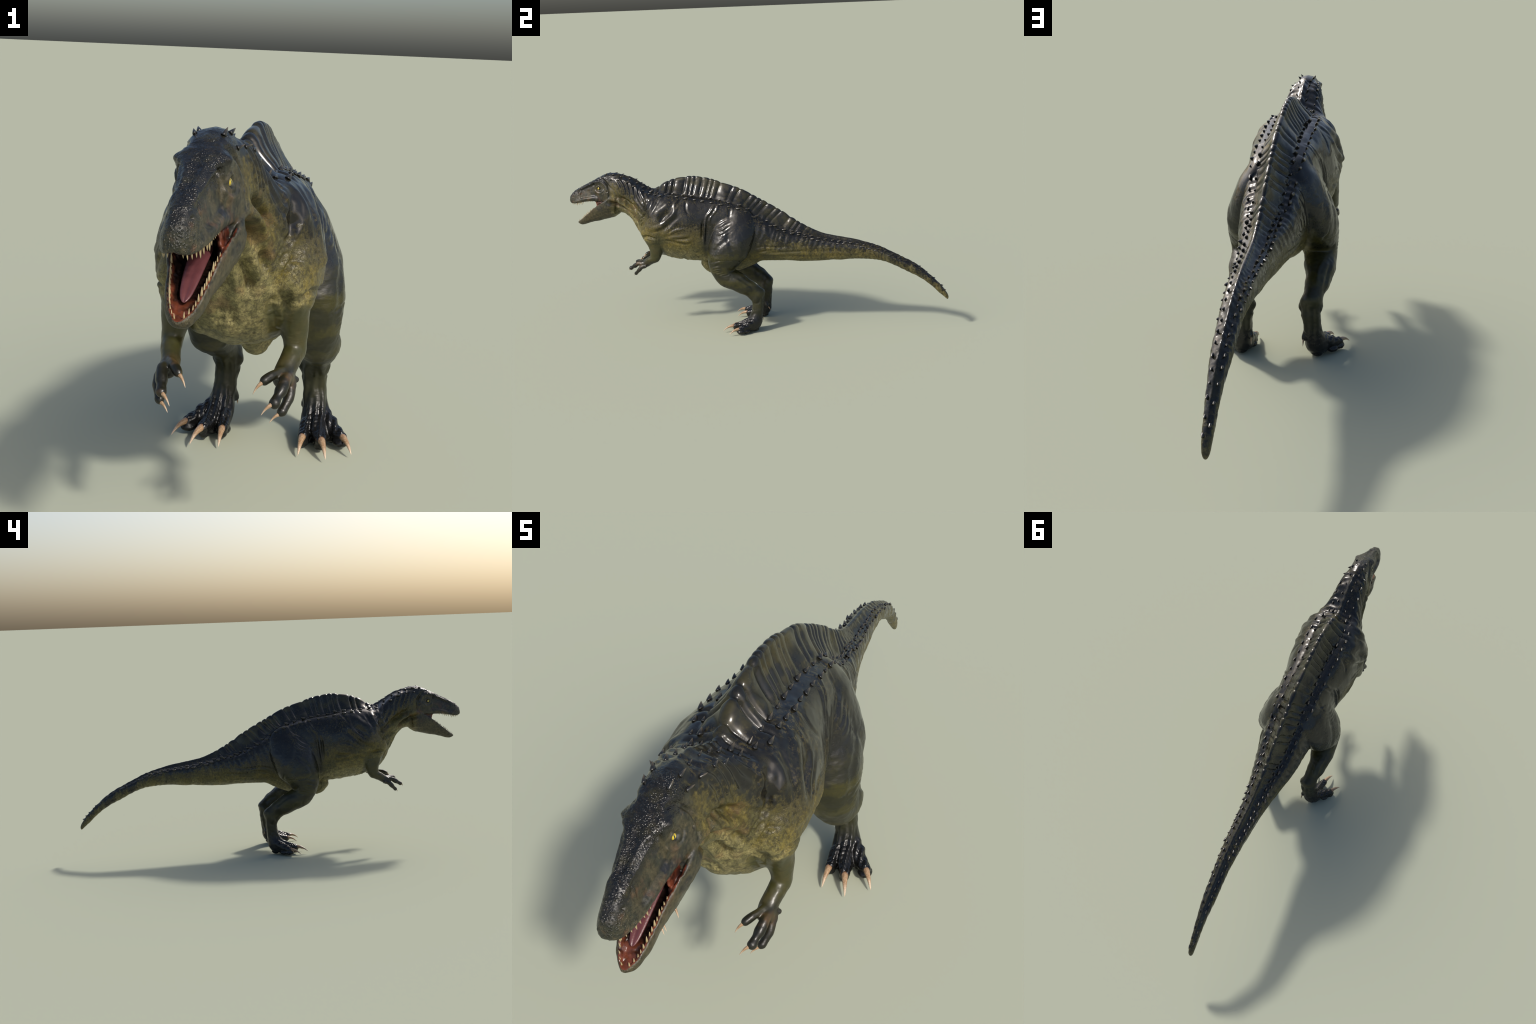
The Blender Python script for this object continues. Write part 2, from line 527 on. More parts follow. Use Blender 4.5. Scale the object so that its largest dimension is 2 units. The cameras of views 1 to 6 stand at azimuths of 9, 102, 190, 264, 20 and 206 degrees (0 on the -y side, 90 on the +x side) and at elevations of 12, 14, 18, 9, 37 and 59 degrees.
# hip, knee and shank
knee = ON_LEG * bump(z, .325, .050) * sstep(-.10, -.15, y) * sstep(.04, .06, x)
d += knee * .0016 * fbm(P * np.array((20, 20, 70)), 2)
thigh = ON_LEG * sstep(.34, .40, z) * sstep(.06, .10, x)
d += thigh * (.0055 * fbm(P * np.array((11, 12, 5)), 1) - .003 * crease(noise3(P * np.array((10, 10, 22)) + 1), .12) * sstep(.45, .38, z))
muscle = (y + .085) + .30 * (z - .46)
d += thigh * .0016 * fbm(P * np.array((9, 14, 46)), 2) * sstep(-.06, -.14, y)
d -= thigh * .004 * bump(muscle, 0, .022) * bump(z, .45, .12)
d += thigh * .004 * bump(muscle, .045, .03) * bump(z, .43, .12)
low = (ON_LEG + ON_FOOT).clip(0, 1)
across = (y + .03) * .56 - (z - .25) * .83          # distance across the shank, front to back
shank = ON_LEG * sstep(.315, .29, z) * sstep(-.12, -.09, y)
d += shank * (.0016 * np.sin(across * 95 + .6 * noise3(P * 9)) + .001 * fbm(P * 25, 2))
d -= low * .0042 * bump(z - .9 * (y - .02), .150, .007) * sstep(.012, .03, y) * sstep(.15, .17, z) * 0
meta = low * sstep(.20, .17, z) * sstep(.075, .10, z)
d += meta * (.0016 * np.sin(2 * math.pi * (x - .112) / .021 + 1.5) + .0012 * fbm(P * np.array((30, 30, 14)), 2))
d += low * .006 * bump(np.hypot(y - .052, z - .205), 0, .03) * bump(x, .112, .035)          # heel knob of the hock
d += low * .005 * bump(np.hypot(y - .025, z - .175), 0, .022) * (sstep(.10, .085, x) + .8 * sstep(.128, .14, x))
# instep: bony ridges running down to the toes, cross scutes on top of toes
foot = ON_FOOT * sstep(.125, .10, z) * sstep(.08, .06, y)
d += foot * .0022 * np.sin(2 * math.pi * x / .017 + .6) * sstep(.03, .05, z) * sstep(.04, .0, y)
scute = np.abs(np.sin(math.pi * (y + .45 * np.abs(x - .135)) / .0115 + .6 * noise3(P * 30)))
d -= foot * .0022 * (1 - scute) ** 3 * sstep(.2, .7, nrm[:, 2]) * sstep(.03, -.0, y)
d += ON_FOOT * .0014 * fbm(P * 70, 2)
# tail: lengthwise wrinkles below, soft cross ribs above
tail = ON_TRUNK * sstep(-.02, .06, y) * (1 - sstep(.50, .70, y))
d += tail * .0012 * np.sin(2 * math.pi * (z + .012 * np.sin(y * 14)) / .030 + 4.5 * noise3(P * np.array((9, 6, 15)))) * sstep(.45, .41, z) * (.5 + .9 * noise3(P * 9))
d += tail * .0010 * np.sin(2 * math.pi * (y - .4 * z) / .030 + 2.5 * noise3(P * 12)) * sstep(.40, .46, z) * sstep(.03, .045, x)
d += ON_TRUNK * sstep(.5, .6, y) * (1 - sstep(.93, .98, y)) * .0006 * np.sin(2 * math.pi * (y + z * .6) / .022 + 2 * noise3(P * 15))

# head: ridged snout, sunken panel in front of the eye, brow horn, cheek and jaw muscles
mouth_in = region(["mouth_lining"], 0)
head = np.clip(ON_HEAD * 1.3, 0, 1) * (1 - mouth_in)
zl = pchip(SKULL[:, 0], SKULL[:, 1], np.clip(y, -.999, -.69))
ztop = pchip(SKULL[:, 0], SKULL[:, 7], np.clip(y, -.999, -.69))
rel = (z - zl) / (ztop - zl + 1e-6)
upper = head * sstep(zl - .002, zl + .003, z)
front = -.938 + .020 * np.abs(rel - .5)
panel = sstep(.20, .30, rel) * sstep(.86, .77, rel) * sstep(front, front + .012, y) * (1 - sstep(-.848, -.840, y)) * sstep(.012, .018, x)
d -= upper * .0062 * panel
d += upper * .0036 * bump(rel, .885, .085) * sstep(-.965, -.93, y) * (1 - sstep(-.850, -.835, y)) * sstep(.010, .016, x)
d -= upper * .0030 * bump(x, 0, .012) * sstep(-.95, -.92, y) * (1 - sstep(-.86, -.84, y)) * sstep(.9, .97, rel)
d += upper * .0012 * bump(rel, .13, .10) * sstep(-.985, -.96, y) * (1 - sstep(-.84, -.81, y))          # lip swelling
d += head * .0062 * bump(np.hypot((y + .830) * .9, z - .771), 0, .014) * sstep(.020, .030, x)       # brow
d -= head * .0060 * bump(np.hypot(y + .852, (z - .757) * .8), 0, .012) * sstep(.018, .026, x)         # notch before it
er = np.hypot(y + .8165, (z - .736) * 1.15)
d -= head * .0062 * (1 - sstep(.006, .0135, er)) * sstep(.020, .028, x)
d += head * .0010 * bump(er, .0150, .0050) * sstep(.020, .030, x) * (.4 + 1.6 * sstep(.734, .746, z))
d += head * .0022 * bump(er, .027, .007) * sstep(.735, .725, z) * sstep(.020, .030, x)
d -= head * .0016 * bump(er, .0215, .005) * sstep(.020, .030, x)
d -= head * .0050 * bump(np.hypot((y + .835) * 1.4, z - .700), 0, .022) * sstep(.022, .030, x)         # hollow below the eye
d += head * .0028 * bump(np.hypot((y + .795) * .9, z - .712), 0, .024) * sstep(.028, .036, x)         # cheek bone
postorb = np.hypot((y + .822), (z - .715) * .86)
d -= head * .0060 * bump(postorb, .066, .008) * sstep(-.83, -.81, y) * sstep(.68, .70, z) * sstep(.022, .034, x)
d += head * .0030 * bump(postorb, .052, .012) * sstep(-.83, -.81, y) * sstep(.70, .72, z) * sstep(.022, .034, x)
d -= head * .0075 * bump(np.hypot(y + .769, z - .722), 0, .007) * sstep(.03, .04, x)          # ear hole
d -= head * .0050 * bump(np.hypot((y + .966) * 1.0, (z - .703) * 1.6), 0, .006) * sstep(.010, .014, x)   # nostril
d += head * .0040 * bump(np.hypot((y + .775) * .8, z - .635), 0, .045) * sstep(.03, .05, x)
throat = y - .18 * (z - .62)
d -= .0080 * bump(throat, -.728, .011) * sstep(.585, .60, z) * sstep(.70, .67, z) * sstep(.028, .045, x)
jaw = head * sstep(zl - .003, zl - .012, z)
d += jaw * (.0020 * fbm(P * 45, 2) - .0020 * crease(noise3(P * 30 + 3), .12) * sstep(-.85, -.80, y))
d += upper * .0010 * fbm(P * 60, 2)
crown = upper * np.clip(sstep(.86, .97, rel) + sstep(-.955, -.975, y), 0, 1)
tub = np.clip(noise3(P * 150 + 3) - .15, 0, 1)
d += .0028 * tub * crown * (.35 + .65 * sstep(-.1, .5, noise3(P * 35 + 7)))
d += mouth_in * .0026 * fbm(P * 120, 2)
# folds of skin: (radius, height, points along the fold on the left side)
FLANK_FOLDS = [
    (0.018, 0.006, [(0.109, -0.406, 0.683), (0.131, -0.443, 0.650), (0.143, -0.466, 0.632), (0.152, -0.483, 0.611)]),
    (0.016, -0.006, [(0.137, -0.401, 0.633), (0.147, -0.441, 0.603), (0.158, -0.459, 0.580)]),
    (0.013, 0.006, [(0.107, -0.377, 0.682), (0.127, -0.378, 0.654), (0.139, -0.386, 0.626), (0.143, -0.423, 0.592), (0.160, -0.453, 0.561), (0.160, -0.497, 0.548), (0.149, -0.529, 0.550)]),
    (0.01, -0.0045, [(0.140, -0.356, 0.614), (0.149, -0.402, 0.576), (0.155, -0.432, 0.552), (0.160, -0.462, 0.538), (0.155, -0.515, 0.530)]),
    (0.01, 0.004, [(0.150, -0.387, 0.556), (0.152, -0.413, 0.544), (0.155, -0.434, 0.519), (0.155, -0.453, 0.509)]),
    (0.008, 0.0045, [(0.151, -0.337, 0.544), (0.151, -0.373, 0.539), (0.152, -0.401, 0.526), (0.154, -0.425, 0.512)]),
    (0.01, 0.005, [(0.147, -0.314, 0.513), (0.146, -0.340, 0.508), (0.149, -0.360, 0.503), (0.152, -0.403, 0.499), (0.150, -0.448, 0.490)]),
    (0.007, -0.004, [(0.145, -0.303, 0.498), (0.149, -0.341, 0.493), (0.151, -0.391, 0.496)]),
    (0.01, 0.004, [(0.142, -0.297, 0.485), (0.145, -0.328, 0.477), (0.148, -0.347, 0.481), (0.149, -0.392, 0.483)]),
    (0.009, -0.0045, [(0.138, -0.300, 0.466), (0.144, -0.349, 0.467), (0.149, -0.393, 0.478), (0.150, -0.438, 0.488)]),
    (0.007, -0.008, [(0.124, -0.233, 0.586), (0.128, -0.240, 0.560), (0.131, -0.242, 0.523), (0.130, -0.245, 0.485)]),
    (0.007, 0.004, [(0.123, -0.226, 0.581), (0.128, -0.231, 0.535), (0.123, -0.239, 0.458)]),
    (0.009, 0.0045, [(0.090, -0.180, 0.657), (0.107, -0.197, 0.628), (0.118, -0.216, 0.600), (0.123, -0.220, 0.576)]),
    (0.008, 0.004, [(0.078, -0.157, 0.666), (0.106, -0.177, 0.628), (0.114, -0.197, 0.609), (0.123, -0.209, 0.571)]),
    (0.007, -0.0055, [(0.097, -0.169, 0.645), (0.110, -0.192, 0.618), (0.118, -0.211, 0.595), (0.126, -0.217, 0.547), (0.128, -0.223, 0.497), (0.124, -0.228, 0.458)]),
    (0.009, 0.0035, [(0.080, -0.546, 0.699), (0.094, -0.554, 0.664), (0.093, -0.576, 0.623)]),
    (0.009, 0.0035, [(0.088, -0.499, 0.698), (0.122, -0.509, 0.665), (0.129, -0.534, 0.611)]),
    (0.008, -0.0035, [(0.092, -0.520, 0.694), (0.116, -0.528, 0.659), (0.112, -0.553, 0.607)]),
    (0.009, -0.0035, [(0.101, -0.470, 0.691), (0.127, -0.484, 0.661), (0.144, -0.505, 0.620)]),
    (0.03, -0.003, [(0.101, -0.393, 0.691), (0.116, -0.339, 0.664), (0.129, -0.312, 0.632), (0.141, -0.321, 0.600)]),
]
THROAT_FOLDS = [
    (0.011, -0.008, [(0.060, -0.708, 0.693), (0.066, -0.676, 0.679), (0.072, -0.643, 0.658), (0.078, -0.611, 0.641)]),
    (0.011, -0.009, [(0.061, -0.763, 0.665), (0.055, -0.686, 0.639), (0.058, -0.658, 0.621), (0.061, -0.644, 0.605)]),
    (0.009, -0.005, [(0.065, -0.627, 0.592), (0.068, -0.616, 0.576), (0.072, -0.603, 0.551)]),
    (0.013, 0.005, [(0.060, -0.750, 0.685), (0.062, -0.680, 0.658), (0.066, -0.644, 0.632), (0.073, -0.614, 0.604), (0.080, -0.602, 0.588)]),
    (0.012, 0.005, [(0.049, -0.638, 0.583), (0.050, -0.620, 0.557), (0.055, -0.613, 0.543)]),
    (0.013, -0.007, [(0.037, -0.662, 0.583), (0.039, -0.632, 0.555), (0.042, -0.614, 0.525), (0.038, -0.605, 0.496)]),
    (0.012, 0.004, [(0.026, -0.648, 0.561), (0.026, -0.618, 0.525), (0.024, -0.604, 0.489)]),
    (0.01, -0.003, [(0.008, -0.601, 0.483), (0.010, -0.590, 0.463), (0.009, -0.585, 0.440)]),
    (0.008, -0.004, [(0.097, -0.561, 0.653), (0.105, -0.550, 0.635), (0.109, -0.556, 0.610), (0.100, -0.573, 0.584), (0.088, -0.591, 0.566)]),
    (0.005, 0.003, [(0.091, -0.587, 0.569), (0.096, -0.578, 0.581), (0.108, -0.556, 0.590)]),
    (0.005, 0.003, [(0.095, -0.583, 0.547), (0.099, -0.573, 0.563), (0.108, -0.563, 0.574)]),
    (0.01, -0.005, [(0.082, -0.562, 0.465), (0.081, -0.576, 0.483), (0.092, -0.570, 0.497)]),
    (0.007, -0.005, [(0.128, -0.563, 0.493), (0.139, -0.555, 0.498), (0.152, -0.533, 0.504), (0.153, -0.484, 0.493)]),
    (0.008, -0.003, [(0.112, -0.579, 0.515), (0.106, -0.565, 0.492), (0.101, -0.551, 0.468)]),
]
FACE_CREASES = [
    (0.0055, 0.0035, [(0.031, -0.840, 0.780), (0.024, -0.858, 0.770), (0.017, -0.875, 0.763), (0.014, -0.896, 0.753), (0.012, -0.918, 0.743), (0.013, -0.933, 0.735)]),
    (0.007, -0.0035, [(0.031, -0.845, 0.776), (0.026, -0.865, 0.765), (0.019, -0.887, 0.757), (0.018, -0.908, 0.746), (0.021, -0.929, 0.730), (0.024, -0.938, 0.708)]),
    (0.0045, -0.003, [(0.021, -0.931, 0.727), (0.024, -0.939, 0.709), (0.028, -0.936, 0.694), (0.032, -0.924, 0.681)]),
    (0.004, -0.002, [(0.038, -0.838, 0.739), (0.045, -0.824, 0.724), (0.049, -0.807, 0.718)]),
    (0.006, -0.0045, [(0.037, -0.837, 0.779), (0.039, -0.819, 0.782), (0.043, -0.788, 0.770), (0.049, -0.754, 0.746), (0.052, -0.739, 0.732)]),
    (0.005, 0.002, [(0.043, -0.833, 0.775), (0.042, -0.817, 0.754), (0.045, -0.811, 0.748)]),
    (0.006, -0.0025, [(0.037, -0.841, 0.750), (0.037, -0.843, 0.734), (0.041, -0.842, 0.722)]),
    (0.008, 0.002, [(0.034, -0.928, 0.678), (0.040, -0.902, 0.681), (0.042, -0.870, 0.683), (0.043, -0.846, 0.686)]),
]
BODY_CREASES = [
    (0.007, -0.003, [(0.100, -0.328, 0.681), (0.124, -0.325, 0.647), (0.134, -0.309, 0.616)]),
    (0.008, -0.003, [(0.089, -0.348, 0.695), (0.118, -0.372, 0.668), (0.133, -0.380, 0.638)]),
    (0.012, -0.0035, [(0.152, -0.095, 0.542), (0.165, -0.109, 0.497), (0.175, -0.153, 0.459), (0.175, -0.174, 0.426), (0.174, -0.183, 0.372)]),
    (0.008, -0.0045, [(0.078, -0.611, 0.640), (0.090, -0.587, 0.621), (0.101, -0.566, 0.603), (0.110, -0.554, 0.588)]),
    (0.01, 0.004, [(0.106, -0.515, 0.683), (0.111, -0.527, 0.669), (0.117, -0.532, 0.654), (0.118, -0.537, 0.628), (0.117, -0.549, 0.611)]),
    (0.01, -0.004, [(0.098, -0.525, 0.688), (0.106, -0.539, 0.666), (0.111, -0.545, 0.632), (0.108, -0.557, 0.613)]),
]
HIP_CREASE = [
    (0.01, -0.0045, [(0.087, -0.100, 0.644), (0.126, -0.102, 0.595)]),
]
LEG_WRINKLES = [
    (0.005, -0.0028, [(0.158, -0.204, 0.374), (0.180, -0.168, 0.382), (0.186, -0.136, 0.393)]),
    (0.005, -0.0028, [(0.167, -0.193, 0.350), (0.179, -0.170, 0.359), (0.183, -0.145, 0.368)]),
    (0.004, -0.0026, [(0.169, -0.188, 0.337), (0.179, -0.164, 0.344), (0.181, -0.143, 0.348)]),
    (0.004, -0.0026, [(0.170, -0.185, 0.327), (0.179, -0.164, 0.333), (0.179, -0.144, 0.338)]),
    (0.004, -0.0026, [(0.176, -0.172, 0.321), (0.180, -0.154, 0.324), (0.179, -0.136, 0.328)]),
    (0.004, -0.0024, [(0.179, -0.155, 0.314), (0.179, -0.138, 0.316), (0.175, -0.119, 0.320)]),
    (0.004, -0.0022, [(0.178, -0.143, 0.305), (0.177, -0.123, 0.308), (0.171, -0.104, 0.313)]),
    (0.008, -0.003, [(0.153, -0.091, 0.324), (0.163, -0.098, 0.333), (0.175, -0.104, 0.350)]),
    (0.008, -0.003, [(0.165, -0.069, 0.301), (0.161, -0.024, 0.273), (0.150, 0.022, 0.233)]),
    (0.007, 0.003, [(0.141, -0.047, 0.306), (0.130, -0.004, 0.275), (0.132, 0.035, 0.242)]),
    (0.006, -0.0018, [(0.176, -0.131, 0.282), (0.173, -0.124, 0.261), (0.154, -0.130, 0.240)]),
    (0.01, -0.0015, [(0.150, -0.062, 0.310), (0.164, -0.049, 0.294), (0.159, -0.018, 0.269), (0.153, 0.016, 0.234), (0.148, 0.023, 0.206)]),
]
TAIL_WRINKLES = [
    (0.006, -0.0035, [(0.101, 0.007, 0.430), (0.100, 0.067, 0.444), (0.090, 0.145, 0.439), (0.076, 0.208, 0.446)]),
    (0.006, -0.0032, [(0.091, 0.084, 0.409), (0.081, 0.182, 0.412), (0.060, 0.284, 0.415)]),
    (0.006, -0.003, [(0.091, 0.024, 0.404), (0.096, 0.085, 0.423), (0.093, 0.132, 0.426)]),
    (0.007, -0.003, [(0.127, -0.058, 0.355), (0.077, 0.013, 0.376), (0.093, 0.064, 0.412)]),
    (0.007, -0.0025, [(0.080, 0.061, 0.392), (0.072, 0.159, 0.387), (0.058, 0.256, 0.388)]),
    (0.009, 0.003, [(0.079, 0.079, 0.546), (0.095, 0.085, 0.490)]),
    (0.007, -0.0025, [(0.071, 0.099, 0.544), (0.093, 0.102, 0.489)]),
    (0.009, 0.003, [(0.058, 0.158, 0.515), (0.087, 0.152, 0.468)]),
    (0.007, -0.0025, [(0.049, 0.179, 0.513), (0.081, 0.177, 0.467)]),
    (0.009, 0.002, [(0.048, 0.219, 0.499), (0.075, 0.215, 0.452)]),
    (0.009, 0.002, [(0.047, 0.271, 0.486), (0.064, 0.267, 0.437)]),
]


def fold(pts, radius, height):
    """Raise (or sink) the skin along a polyline, fading out toward its ends."""
    pts = np.asarray(pts)
    seg = np.linalg.norm(np.diff(pts, axis=0), axis=1)
    s = np.concatenate([[0], np.cumsum(seg)])
    q = np.linspace(0, s[-1], max(8, int(s[-1] / .003)))
    C = np.stack([pchip(s, pts[:, k], q) for k in range(3)], 1)
    R = radius * 1.5
    A = np.stack([x, y, z], 1)
    near = np.where(((A > C.min(0) - R) & (A < C.max(0) + R)).all(1))[0]
    if not len(near):
        return
    best = np.full(len(near), 1e9)
    taper = np.zeros(len(near))
    for k, c in enumerate(C):
        dist = np.linalg.norm(A[near] - c, axis=1)
        hit = dist < best
        best[hit] = dist[hit]
        t = k / (len(C) - 1)
        taper[hit] = min(1, .25 + 3 * t, .25 + 3 * (1 - t))
    d[near] += height * taper * np.clip(1 - (best / R) ** 2, 0, 1) ** 2


for group in (FLANK_FOLDS, THROAT_FOLDS, FACE_CREASES, BODY_CREASES, HIP_CREASE, LEG_WRINKLES, TAIL_WRINKLES):
    deep = 2.3 if group is THROAT_FOLDS else 1.0
    for radius, height, pts in group:
        fold(pts, radius * (1.15 if deep > 1 else 1), height * deep)
d += ON_LEG * .0016 * np.sin(2 * math.pi * (z - .5 * (y + .12)) / .019 + 2.5 * noise3(P * 22)) * bump(y, -.13, .05) * bump(z, .55, .07) * sstep(.06, .09, x)

# all over: slack skin and small pits
d += (1 - mouth_in) * (1 - ON_HEAD) * (1 - .6 * ON_FOOT) * (.0012 * fbm(P * 30, 2) + .0005 * noise3(P * 120) * sstep(.60, .50, z))

wr = nrm * d[:, None]
co = co + wr
# scalloped crest: a small notch between every two spines
co[:, 2] -= ON_TRUNK * .0042 * (1 - groove) ** 2 * sstep(.70, 1.0, up) * sstep(-.54, -.49, y) * (1 - sstep(.22, .36, y)) * sstep(.03, .015, x)
co[:, 2] = np.maximum(co[:, 2], .0004)
co = smooth(co, 2, (.28 + .17 * (1 - fine))[:, None])
nrm = write(co)
skin.shade_smooth()
nrm_all = nrm.copy()
body_tree = BVHTree.FromPolygons(co.tolist(), [tuple(p.vertices) for p in skin.polygons])

# ------------------------------------------------------------------ materials
MAT = {}


class Nodes:
    """Small helper for building a node tree by expression."""

    def __init__(self, name):
        self.m = bpy.data.materials.new(name)
        self.m.use_nodes = True
        self.t = self.m.node_tree
        self.b = self.t.nodes["Principled BSDF"]
        self.obj = self.n("ShaderNodeTexCoord").outputs["Object"]

    def n(self, kind, **props):
        nd = self.t.nodes.new(kind)
        for k, v in props.items():
            setattr(nd, k, v)
        return nd

    def put(self, sock, v):
        if hasattr(v, "is_linked") or isinstance(v, bpy.types.NodeSocket):
            self.t.links.new(v, sock)
        else:
            sock.default_value = (*v, 1) if hasattr(v, "__len__") and len(v) == 3 and sock.type == "RGBA" else v

    def math(self, op, a, b=None, clamp=False):
        nd = self.n("ShaderNodeMath", operation=op, use_clamp=clamp)
        self.put(nd.inputs[0], a)
        if b is not None:
            self.put(nd.inputs[1], b)
        return nd.outputs[0]

    def ramp(self, v, a, b, lo=0.0, hi=1.0):
        nd = self.n("ShaderNodeMapRange", interpolation_type="SMOOTHSTEP")
        self.put(nd.inputs[0], v)
        for i, q in zip((1, 2, 3, 4), (a, b, lo, hi)):
            self.put(nd.inputs[i], q)
        return nd.outputs[0]

    def mix(self, f, a, b, kind="MIX"):
        nd = self.n("ShaderNodeMix", data_type="RGBA", blend_type=kind)
        self.put(nd.inputs[0], f)
        self.put(nd.inputs[6], a)
        self.put(nd.inputs[7], b)
        return nd.outputs[2]

    def noise(self, scale, detail=3, stretch=None, rough=.5, offset=0):
        v = self.obj
        if stretch or offset:
            mp = self.n("ShaderNodeMapping")
            mp.inputs["Scale"].default_value = stretch or (1, 1, 1)
            mp.inputs["Location"].default_value = (offset,) * 3
            self.put(mp.inputs[0], v)
            v = mp.outputs[0]
        nd = self.n("ShaderNodeTexNoise")
        self.put(nd.inputs["Vector"], v)
        nd.inputs["Scale"].default_value, nd.inputs["Detail"].default_value, nd.inputs["Roughness"].default_value = scale, detail, rough
        return nd.outputs["Fac"]

    def voronoi(self, scale, feature="F1", out="Distance", stretch=None, warp=0):
        v = self.obj
        if stretch:
            mp = self.n("ShaderNodeMapping")
            mp.inputs["Scale"].default_value = stretch
            self.put(mp.inputs[0], v)
            v = mp.outputs[0]
        nd = self.n("ShaderNodeTexVoronoi", feature=feature)
        self.put(nd.inputs["Vector"], v)
        nd.inputs["Scale"].default_value = scale
        return nd.outputs[out]

    def curve(self, v, pts, lo, hi):
        """Piecewise curve of a value through (in, out) points; out in [lo, hi]."""
        a, b = pts[0][0], pts[-1][0]
        nd = self.n("ShaderNodeFloatCurve")
        self.put(nd.inputs["Value"], self.ramp_linear(v, a, b))
        c = nd.mapping.curves[0]
        P_ = [((p - a) / (b - a), (q - lo) / (hi - lo)) for p, q in pts]
        c.points[0].location, c.points[1].location = P_[0], P_[-1]
        for p in P_[1:-1]:
            c.points.new(*p)
        nd.mapping.update()
        return self.math("ADD", self.math("MULTIPLY", nd.outputs[0], hi - lo), lo)

    def ramp_linear(self, v, a, b):
        nd = self.n("ShaderNodeMapRange")
        self.put(nd.inputs[0], v)
        nd.inputs[1].default_value, nd.inputs[2].default_value = a, b
        return nd.outputs[0]

    def bump(self, height, dist, strength=1.0, normal=None):
        nd = self.n("ShaderNodeBump")
        self.put(nd.inputs["Strength"], strength)
        nd.inputs["Distance"].default_value = dist
        self.put(nd.inputs["Height"], height)
        if normal is not None:
            self.put(nd.inputs["Normal"], normal)
        return nd.outputs[0]

    def finish(self, key, color, rough, normal=None, **extra):
        self.put(self.b.inputs["Base Color"], color)
        self.put(self.b.inputs["Roughness"], rough)
        if normal is not None:
            self.put(self.b.inputs["Normal"], normal)
        for k, v in extra.items():
            self.put(self.b.inputs[k.replace("_", " ")], v)
        MAT[key] = self.m


